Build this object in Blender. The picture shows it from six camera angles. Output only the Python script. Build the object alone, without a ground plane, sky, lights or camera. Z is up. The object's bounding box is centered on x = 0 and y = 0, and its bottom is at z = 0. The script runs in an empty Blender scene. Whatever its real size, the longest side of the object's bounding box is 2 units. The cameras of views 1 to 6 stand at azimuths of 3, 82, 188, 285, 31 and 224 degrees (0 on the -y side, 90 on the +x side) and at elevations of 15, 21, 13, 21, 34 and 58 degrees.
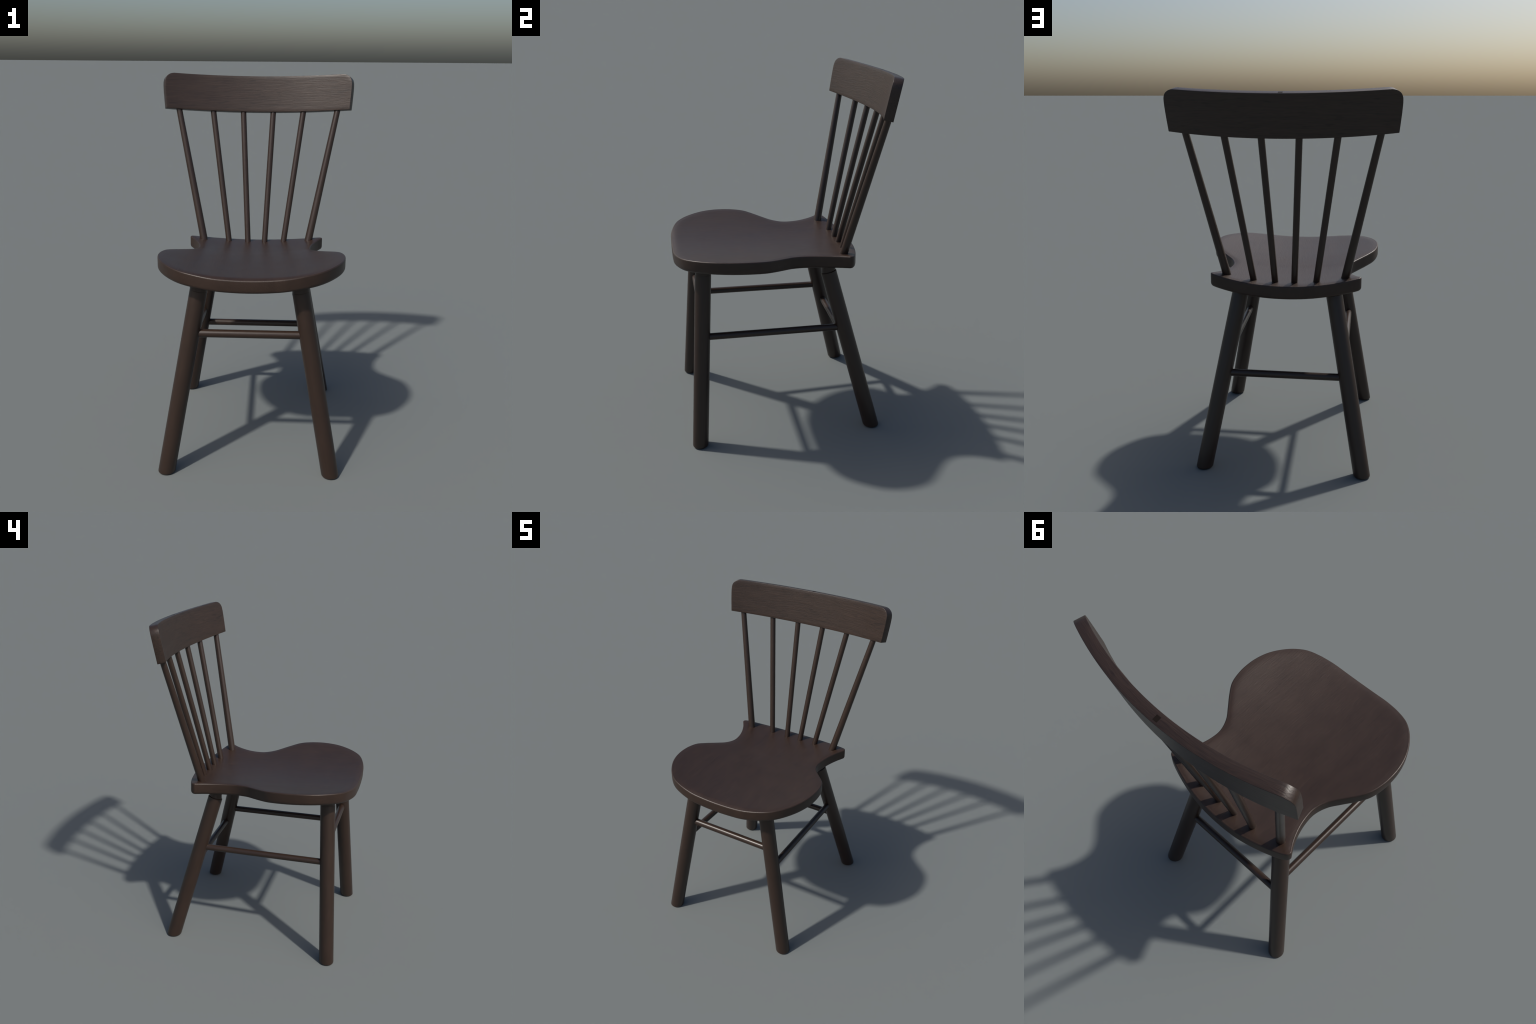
# Dark stained spindle-back chair with a saddled seat: built part by part.
import bpy, bmesh, math
from mathutils import Vector, Matrix

# ------------------------------------------------------------------ materials
def wood(name, grain_axis, streak=0.0, bump=0.1, rough=0.42, mottle=0.0,
         dark=(0.0148, 0.0083, 0.0058), light=(0.0456, 0.0262, 0.0182), fine=260.0,
         ratio=0.05, flecks=0.0, bend=0.0, spec=0.5):
    m = bpy.data.materials.new(name)
    m.use_nodes = True
    nt = m.node_tree
    N, L = nt.nodes, nt.links
    bsdf = N["Principled BSDF"]
    tc = N.new("ShaderNodeTexCoord")

    coords = tc.outputs["Object"]
    if bend:                                   # follow the arc of a bent board: y + bend * x^2
        sep, com = N.new("ShaderNodeSeparateXYZ"), N.new("ShaderNodeCombineXYZ")
        L.new(coords, sep.inputs[0])
        sq, mad = N.new("ShaderNodeMath"), N.new("ShaderNodeMath")
        sq.operation, mad.operation = 'MULTIPLY', 'MULTIPLY_ADD'
        L.new(sep.outputs["X"], sq.inputs[0])
        L.new(sep.outputs["X"], sq.inputs[1])
        L.new(sq.outputs[0], mad.inputs[0])
        mad.inputs[1].default_value = bend
        L.new(sep.outputs["Y"], mad.inputs[2])
        L.new(sep.outputs["X"], com.inputs["X"])
        L.new(mad.outputs[0], com.inputs["Y"])
        L.new(sep.outputs["Z"], com.inputs["Z"])
        coords = com.outputs[0]
    # the grain wanders: shift the coordinates sideways by a slow noise
    slow = N.new("ShaderNodeTexNoise")
    slow.inputs["Scale"].default_value = 6.0
    slow.inputs["Detail"].default_value = 1.0
    L.new(coords, slow.inputs["Vector"])
    shift = N.new("ShaderNodeVectorMath")
    shift.operation = 'MULTIPLY_ADD'
    L.new(slow.outputs["Color"], shift.inputs[0])
    shift.inputs[1].default_value = (0.022, 0.022, 0.022)
    L.new(coords, shift.inputs[2])
    warped = shift.outputs[0]

    def mapped(scale_across, scale_along, offset=0.0):
        mp = N.new("ShaderNodeMapping")
        s = [scale_across] * 3
        s[grain_axis] = scale_along
        mp.inputs["Scale"].default_value = s
        mp.inputs["Location"].default_value = (offset, offset * .7, offset * 1.3)
        L.new(warped, mp.inputs["Vector"])
        return mp

    def noise(mp, detail, rough_, dist=0.0):
        n = N.new("ShaderNodeTexNoise")
        n.inputs["Scale"].default_value = 1.0
        n.inputs["Detail"].default_value = detail
        n.inputs["Roughness"].default_value = rough_
        n.inputs["Distortion"].default_value = dist
        L.new(mp.outputs["Vector"], n.inputs["Vector"])
        return n

    def math_node(op, a, b):
        k = N.new("ShaderNodeMath")
        k.operation = op
        for i, v in enumerate((a, b)):
            if isinstance(v, (int, float)):
                k.inputs[i].default_value = v
            else:
                L.new(v, k.inputs[i])
        return k.outputs[0]

    fibre = noise(mapped(fine, fine * ratio), 3.0, 0.55, 0.3)     # pores and fibres
    bands = noise(mapped(34.0, 2.2, 3.1), 2.0, 0.5, 0.6)          # growth bands
    cloud = noise(mapped(13.0, 8.0, 7.7), 4.0, 0.62)              # uneven stain
    f = math_node('MULTIPLY', math_node('SUBTRACT', fibre.outputs["Fac"], 0.5), 1.6 * streak)
    b = math_node('MULTIPLY', math_node('SUBTRACT', bands.outputs["Fac"], 0.5), 0.9 * streak)
    c = math_node('MULTIPLY', math_node('SUBTRACT', cloud.outputs["Fac"], 0.5), 2.2 * mottle)
    tot = math_node('ADD', math_node('ADD', math_node('ADD', f, b), c), 0.5)
    if flecks:
        spot = noise(mapped(95.0, 13.0, 11.0), 1.5, 0.5)
        r = N.new("ShaderNodeMapRange")
        r.inputs["From Min"].default_value = 0.60
        r.inputs["From Max"].default_value = 0.74
        L.new(spot.outputs["Fac"], r.inputs["Value"])
        tot = math_node('SUBTRACT', tot, math_node('MULTIPLY', r.outputs["Result"], flecks))
    ramp = N.new("ShaderNodeValToRGB")
    ramp.color_ramp.elements[0].position = 0.0
    ramp.color_ramp.elements[0].color = (*dark, 1)
    ramp.color_ramp.elements[1].position = 1.0
    ramp.color_ramp.elements[1].color = (*light, 1)
    L.new(tot, ramp.inputs["Fac"])
    L.new(ramp.outputs["Color"], bsdf.inputs["Base Color"])
    rr = math_node('ADD', math_node('MULTIPLY', math_node('SUBTRACT', cloud.outputs["Fac"], 0.5), 0.10), rough)
    L.new(rr, bsdf.inputs["Roughness"])
    bsdf.inputs["Specular IOR Level"].default_value = spec
    hgt = math_node('ADD', math_node('MULTIPLY', fibre.outputs["Fac"], 0.7),
                    math_node('MULTIPLY', bands.outputs["Fac"], 0.25))
    bp = N.new("ShaderNodeBump")
    bp.inputs["Strength"].default_value = bump
    bp.inputs["Distance"].default_value = 0.004
    L.new(hgt, bp.inputs["Height"])
    L.new(bp.outputs["Normal"], bsdf.inputs["Normal"])
    return m


def plain(name, col, rough):
    m = bpy.data.materials.new(name)
    m.use_nodes = True
    b = m.node_tree.nodes["Principled BSDF"]
    n = m.node_tree.nodes.new("ShaderNodeTexNoise")
    n.inputs["Scale"].default_value = 160
    r = m.node_tree.nodes.new("ShaderNodeValToRGB")
    r.color_ramp.elements[0].color = (*[c * .85 for c in col], 1)
    r.color_ramp.elements[1].color = (*[c * 1.15 for c in col], 1)
    m.node_tree.links.new(n.outputs["Fac"], r.inputs["Fac"])
    m.node_tree.links.new(r.outputs["Color"], b.inputs["Base Color"])
    b.inputs["Roughness"].default_value = rough
    return m


MAT_TURNED = wood("stained_turned_wood", 2, streak=0.22, bump=0.04, rough=0.35, mottle=0.12, fine=150)
MAT_SEAT = wood("stained_seat_wood", 1, streak=0.25, bump=0.20, rough=0.43, mottle=0.22, fine=170, ratio=0.06, spec=0.45,
                dark=(0.0155, 0.0084, 0.0056), light=(0.0485, 0.0272, 0.0184))
MAT_RAIL = wood("stained_rail_wood", 0, streak=0.62, bump=0.26, rough=0.41, mottle=0.12, fine=205, ratio=0.042, flecks=0.40, bend=0.31)
MAT_DARK_SQUARE = plain("dark_matte_brown", (0.0110, 0.0068, 0.0050), 0.75)
MAT_DARK_SQUARE.node_tree.nodes["Principled BSDF"].inputs["Specular IOR Level"].default_value = 0.15

# ------------------------------------------------------------------ helpers
YAW, SHIFT = 0.0138, 0.0067
root = bpy.data.objects.new("wooden_chair", None)
bpy.context.scene.collection.objects.link(root)
root["label"] = "dark brown wooden chair with six-spindle back and saddled seat"
root["category"] = "chair"
root.location = (SHIFT * math.cos(YAW), SHIFT * math.sin(YAW), 0)
root.rotation_euler = (0, 0, YAW)


def add(name, mesh, mat, parent=root, matrix=None):
    ob = bpy.data.objects.new(name, mesh)
    bpy.context.scene.collection.objects.link(ob)
    ob.parent = parent
    if matrix is not None:
        ob.matrix_local = matrix
    if mat and not mesh.materials:
        mesh.materials.append(mat)
    return ob


def finish(bm, name, angle=40):
    bmesh.ops.remove_doubles(bm, verts=bm.verts, dist=1e-5)
    bmesh.ops.recalc_face_normals(bm, faces=bm.faces)
    me = bpy.data.meshes.new(name)
    bm.to_mesh(me)
    bm.free()
    for p in me.polygons:
        p.use_smooth = True
    me.set_sharp_from_angle(angle=math.radians(angle))
    return me


def axis_matrix(a, b):
    """local +Z runs from a to b, origin at a"""
    a, b = Vector(a), Vector(b)
    q = (b - a).to_track_quat('Z', 'Y')
    return Matrix.Translation(a) @ q.to_matrix().to_4x4()


def catmull(pts, m, closed=False):
    """centripetal Catmull-Rom through 2D points"""
    P = [Vector(p) for p in pts]
    n = len(P)
    if not closed:
        P = [2 * P[0] - P[1]] + P + [2 * P[-1] - P[-2]]
    out = []
    for i in range(n if closed else n - 1):
        Q = [P[(i + k - 1) % n] for k in range(4)] if closed else P[i:i + 4]
        t = [0.0]
        for k in range(3):
            t.append(t[-1] + max((Q[k + 1] - Q[k]).length, 1e-6) ** 0.5)
        for j in range(m):
            s = t[1] + (t[2] - t[1]) * j / m
            A = [Q[k] * ((t[k + 1] - s) / (t[k + 1] - t[k])) + Q[k + 1] * ((s - t[k]) / (t[k + 1] - t[k])) for k in range(3)]
            B = [A[k] * ((t[k + 2] - s) / (t[k + 2] - t[k])) + A[k + 1] * ((s - t[k]) / (t[k + 2] - t[k])) for k in range(2)]
            out.append(B[0] * ((t[2] - s) / (t[2] - t[1])) + B[1] * ((s - t[1]) / (t[2] - t[1])))
    if not closed:
        out.append(P[-2].copy())
    return out


def inward(loop):
    """mitred inward normals of a closed counter-clockwise 2D loop"""
    n = len(loop)
    res = []
    for i in range(n):
        e0 = (loop[i] - loop[i - 1]).normalized()
        e1 = (loop[(i + 1) % n] - loop[i]).normalized()
        n0, n1 = Vector((-e0.y, e0.x)), Vector((-e1.y, e1.x))
        k = (n0 + n1).normalized()
        res.append(k / max(0.5, k.dot(n0)))
    return res


def plate(loop, spine, rings, place, spokes=14, dome=None):
    """Solid plate. loop: closed 2D outline; spine(p): point of the medial line a
    spoke runs to; rings: list of (inset, depth) from the upper face round the edge to
    the lower face; place(x, y, depth): 2D + depth -> 3D."""
    bm = bmesh.new()
    nrm = inward(loop)
    rows = []
    d0, d1 = rings[0], rings[-1]
    for k in range(spokes):
        t = 1 - (1 - k / spokes) ** 2          # rows crowd towards the rim
        row = []
        for p, nv in zip(loop, nrm):
            c, e = spine(p), p + nv * d0[0]
            row.append((c.lerp(e, t), d0[1] - (dome((e - c).length * (1 - t)) if dome else 0)))
        rows.append(row)
    for ins, dep in rings:
        rows.append([(p + nv * ins, dep) for p, nv in zip(loop, nrm)])
    for k in range(spokes - 1, -1, -1):
        t = k / spokes
        rows.append([(spine(p).lerp(p + nv * d1[0], t), d1[1]) for p, nv in zip(loop, nrm)])
    V = [[bm.verts.new(place(q.x, q.y, d)) for q, d in row] for row in rows]
    n = len(loop)
    for r in range(len(V) - 1):
        for i in range(n):
            j = (i + 1) % n
            bm.faces.new((V[r][i], V[r][j], V[r + 1][j], V[r + 1][i]))
    bmesh.ops.remove_doubles(bm, verts=bm.verts, dist=1e-5)
    bmesh.ops.dissolve_degenerate(bm, edges=bm.edges, dist=1e-5)
    return bm


def fillet(r_top, r_bot, thick, steps=5, r_bot_depth=None):
    """edge profile: quarter round at the top, straight side, quarter round below"""
    rb = r_bot_depth or r_bot
    out = []
    for k in range(steps + 1):
        a = math.pi / 2 * k / steps
        out.append((r_top * (1 - math.sin(a)), r_top * (1 - math.cos(a))))
    for k in range(steps + 1):
        a = math.pi / 2 * k / steps
        out.append((r_bot * (1 - math.cos(a)), thick - rb + rb * math.sin(a)))
    return out


def interp(table, x):
    """smooth interpolation of a short (x, value) profile"""
    xs = [p[0] for p in table]
    if x <= xs[0]:
        return table[0][1]
    if x >= xs[-1]:
        return table[-1][1]
    i = max(k for k in range(len(xs) - 1) if xs[k] <= x)
    def slope(k):
        a, b = max(k - 1, 0), min(k + 1, len(xs) - 1)
        return (table[b][1] - table[a][1]) / (xs[b] - xs[a])
    h = xs[i + 1] - xs[i]
    t = (x - xs[i]) / h
    return ((2 * t**3 - 3 * t**2 + 1) * table[i][1] + (t**3 - 2 * t**2 + t) * h * slope(i)
            + (-2 * t**3 + 3 * t**2) * table[i + 1][1] + (t**3 - t**2) * h * slope(i + 1))


def lathe(profile, segs=40):
    """turned solid round local Z from (radius, z) pairs, capped at both ends"""
    bm = bmesh.new()
    rings = []
    for r, z in profile:
        rings.append([bm.verts.new((r * math.cos(2 * math.pi * i / segs), r * math.sin(2 * math.pi * i / segs), z))
                      for i in range(segs)])
    for a, b in zip(rings, rings[1:]):
        for i in range(segs):
            j = (i + 1) % segs
            bm.faces.new((a[i], a[j], b[j], b[i]))
    bm.faces.new(rings[0][::-1])
    bm.faces.new(rings[-1])
    return bm


# ------------------------------------------------------------------ seat
# right half of the plan outline, front middle -> widest point -> waist -> ear -> rear middle
SEAT_HALF = [(0, -.6165), (.09, -.6155), (.18, -.6115), (.265, -.594), (.331, -.5677), (.383, -.5247),
             (.424, -.4712), (.4554, -.4114), (.4744, -.3466), (.4816, -.2794), (.4776, -.2119),
             (.4602, -.1467), (.4227, -.0907), (.3795, -.0386), (.3386, .015), (.3163, .0784),
             (.319, .1458), (.3357, .2113), (.363, .2731), (.3850, .3080), (.3925, .3215), (.3865, .3370), (.3680, .3485),
             (.3329, .3620), (.2675, .3815), (.2016, .3969), (.1351, .4085), (.0677, .4142), (0, .4155)]
# height of the middle line of the upper face, front -> rear; it rises sideways as a parabola
SEAT_MID = [(-.62, 1.0673), (-.595, 1.0700), (-.56, 1.0682), (-.44, 1.0590), (-.30, 1.0487), (-.155, 1.0392),
            (-.06, 1.0320), (.003, 1.0268), (.076, 1.0208), (.175, 1.0160), (.28, 1.0140), (.42, 1.0125)]
SADDLE = 0.247
SEAT_THICK = 0.070
EDGE_OUT = 0.0022


def seat_top(x, y):
    return interp(SEAT_MID, y) + SADDLE * x * x + 0.0009 + 0.0032 * max(x, 0)


full = [Vector(p) for p in SEAT_HALF] + [Vector((-x, y)) for x, y in SEAT_HALF[-2:0:-1]]
seat_loop = catmull(full, 8, closed=True)
grow = inward(seat_loop)
seat_loop = [p - g * EDGE_OUT for p, g in zip(seat_loop, grow)]


def seat_spine(p):
    return Vector((0, p.y * .6))


def seat_place(x, y, d):
    thin = 0.965 + 0.035 * min(max((y + .6) / .8, 0), 1)      # a little thinner at the front
    return Vector((x, y, seat_top(x, y) - (d * thin if d > .02 else d)))


bm = plate(seat_loop, seat_spine, fillet(.008, .013, SEAT_THICK, 6, .017), seat_place, spokes=20,
           dome=lambda d: .0032 * (1 - math.exp(-(d / .016) ** 1.5)))      # face swells gently inside the rim
seat = add("seat", finish(bm, "seat"), MAT_SEAT)

# ------------------------------------------------------------------ crest rail (bent, leaning board)
TILT, MID_W, BEND_R, RAIL_T = 0.2271, 0.1594, 1.6022, 0.0485
RAIL_END = [(.564, 1.8522), (.5695, 1.905), (.5742, 1.955), (.5763, 1.995), (.5745, 2.018), (.5668, 2.0355),
            (.5535, 2.0475), (.537, 2.0555), (.5200, 2.0586)]


def rail_place(a, v, depth):
    """a: arc length along the bend, v: height up the leaning board, depth: from the rear face forward"""
    r, phi = BEND_R - depth, a / BEND_R
    x, w = r * math.sin(phi), MID_W - BEND_R + r * math.cos(phi)
    return Vector((x, w * math.cos(TILT) + v * math.sin(TILT), v * math.cos(TILT) - w * math.sin(TILT)))


bottom = [Vector((a, 1.8481 + .0128 * a * a)) for a in [.56 * k / 24 for k in range(25)]]
corner = [Vector((.5622, 1.8521)), Vector((.5636, 1.8532)), Vector((.5643, 1.8550))]
side = catmull(RAIL_END, 5)[1:]
top = [Vector((.52 * (1 - k / 22), 2.0586)) for k in range(1, 23)]
half = bottom + corner + side + top
half = [p + Vector((.0012 * (p.x > .5), (.0008 if p.y > 1.95 else -.0003))) for p in half]
rail_loop = half + [Vector((-p.x, p.y)) for p in half[-2:0:-1]]


def rail_spine(p):
    return Vector((p.x * .9, 1.955))


bm = plate(rail_loop, rail_spine, fillet(.0018, .0018, RAIL_T, 3), rail_place, spokes=6)
rail = add("crest_rail", finish(bm, "crest_rail", 50), MAT_RAIL)

# small dark square on the top of the rail
bm = bmesh.new()
a0, a1, d0, d1 = -.0185, .0030, .0095, .0330
c = [[rail_place(a, v, d) for a, d in ((a0, d0), (a1, d0), (a1, d1), (a0, d1))] for v in (2.040, 2.0597)]
vs = [[bm.verts.new(p) for p in ring] for ring in c]
bm.faces.new(vs[0][::-1])
bm.faces.new(vs[1])
for i in range(4):
    j = (i + 1) % 4
    bm.faces.new((vs[0][i], vs[0][j], vs[1][j], vs[1][i]))
add("dark_square", finish(bm, "dark_square"), MAT_DARK_SQUARE, parent=rail)

# ------------------------------------------------------------------ spindles
# foot point at z = 1.07, head point at z = 1.67, radius there
SPINDLES = [((.0530, .3557), (.0844, .5165), .0170, .0170),
            ((.1707, .3476), (.2548, .4987), .0173, .0173),
            ((.3180, .3098), (.4443, .4512), .0221, .0183)]
for foot, head, r0, r1 in SPINDLES:
    mesh = None
    for s in (-1, 1):
        a, b = Vector((s * foot[0], foot[1], 1.07)), Vector((s * head[0], head[1], 1.67))
        u = (b - a)
        lo, hi = a - u * (.055 if foot[0] < .3 else .045) / .6 * 1.35, b + u * .215 / .6
        if mesh is None:
            L = (hi - lo).length
            zl = (a - lo).length
            k = (r1 - r0) / u.length
            mesh = finish(lathe([(r0 + k * (t * L - zl), t * L) for t in [i / 6 for i in range(7)]], 32), "spindle")
        add("spindle", mesh, MAT_TURNED, matrix=axis_matrix(lo, hi))

# ------------------------------------------------------------------ legs
LEG_R = 0.0442
# foot (z=0), point at z=1, height of the shoulder under the seat, radius of the tenon above it
LEGS = [((.4252, -.5507), (.2490, -.4632), .970, .0432), ((.4230, .4480), (.2394, .2150), .923, .0385)]
leg_axis = {}


def leg_mesh(a, b, shoulder, tenon_r):
    """round leg: level-cut rounded foot, square shoulder, narrower upright tenon"""
    M = axis_matrix(a, b)
    inv = M.inverted()
    axis = (b - a).normalized()
    p_sh = a + (b - a) * shoulder
    bm = bmesh.new()
    segs, rings = 48, []
    foot_z, r = 0.0, 0.0095
    # foot: horizontal slices, blended into the oblique cylinder
    q = M.to_quaternion()
    ex, ey = q @ Vector((1, 0, 0)), q @ Vector((0, 1, 0))
    dirs = [ex * math.cos(2 * math.pi * i / segs) + ey * math.sin(2 * math.pi * i / segs) for i in range(segs)]

    def level(z, rad):
        ring = []
        for d in dirs:
            p = a + d * rad
            p = p + axis * ((z - p.z) / axis.z)
            ring.append(p)
        return ring
    for k in range(6):
        t = math.pi / 2 * k / 5
        rings.append(level(foot_z + r * (1 - math.cos(t)), LEG_R - r * (1 - math.sin(t))))
    for f in (.1, .3, .5, .7, .9):
        rings.append([a + axis * ((p_sh - a).length * f) + d * LEG_R for d in dirs])
    ch = .0025
    rings.append([p_sh - axis * ch + d * LEG_R for d in dirs])
    rings.append([p_sh + d * (LEG_R - ch) for d in dirs])
    V = [[bm.verts.new(inv @ p) for p in ring] for ring in rings]
    for u, v in zip(V, V[1:]):
        for i in range(segs):
            j = (i + 1) % segs
            bm.faces.new((u[i], u[j], v[j], v[i]))
    bm.faces.new(V[0][::-1])
    bm.faces.new(V[-1])
    # tenon
    t0 = p_sh - Vector((0, 0, .015))
    top_z = p_sh.z + .065
    T = []
    for z in (t0.z, top_z):
        T.append([bm.verts.new(inv @ Vector((p_sh.x + tenon_r * math.cos(2 * math.pi * i / segs),
                                             p_sh.y + tenon_r * math.sin(2 * math.pi * i / segs), z))) for i in range(segs)])
    for i in range(segs):
        j = (i + 1) % segs
        bm.faces.new((T[0][i], T[0][j], T[1][j], T[1][i]))
    bm.faces.new(T[0][::-1])
    bm.faces.new(T[1])
    return bm, M


for foot, topp, sh, tr in LEGS:
    for s in (-1, 1):
        a, b = Vector((s * foot[0], foot[1], 0)), Vector((s * topp[0], topp[1], 1))
        leg_axis[(s, foot[1] < 0)] = (a, b)
        bm, M = leg_mesh(a, b, sh, tr)
        leg = add("leg", finish(bm, "leg", 35), MAT_TURNED, matrix=M)

# ------------------------------------------------------------------ stretchers


def on_leg(side_, front, z):
    a, b = leg_axis[(side_, front)]
    return a + (b - a) * z


for p, q, r in [(on_leg(-1, True, .7485), on_leg(1, True, .7485), .0207),
                (on_leg(-1, False, .501), on_leg(1, False, .501), .0195),
                (on_leg(-1, True, .623), on_leg(-1, False, .600), .0192),
                (on_leg(1, True, .623), on_leg(1, False, .600), .0192)]:
    L = (q - p).length
    add("stretcher", finish(lathe([(r, L * t) for t in (.012, .2, .4, .6, .8, .988)], 32), "stretcher"), MAT_TURNED,
        matrix=axis_matrix(p, q))
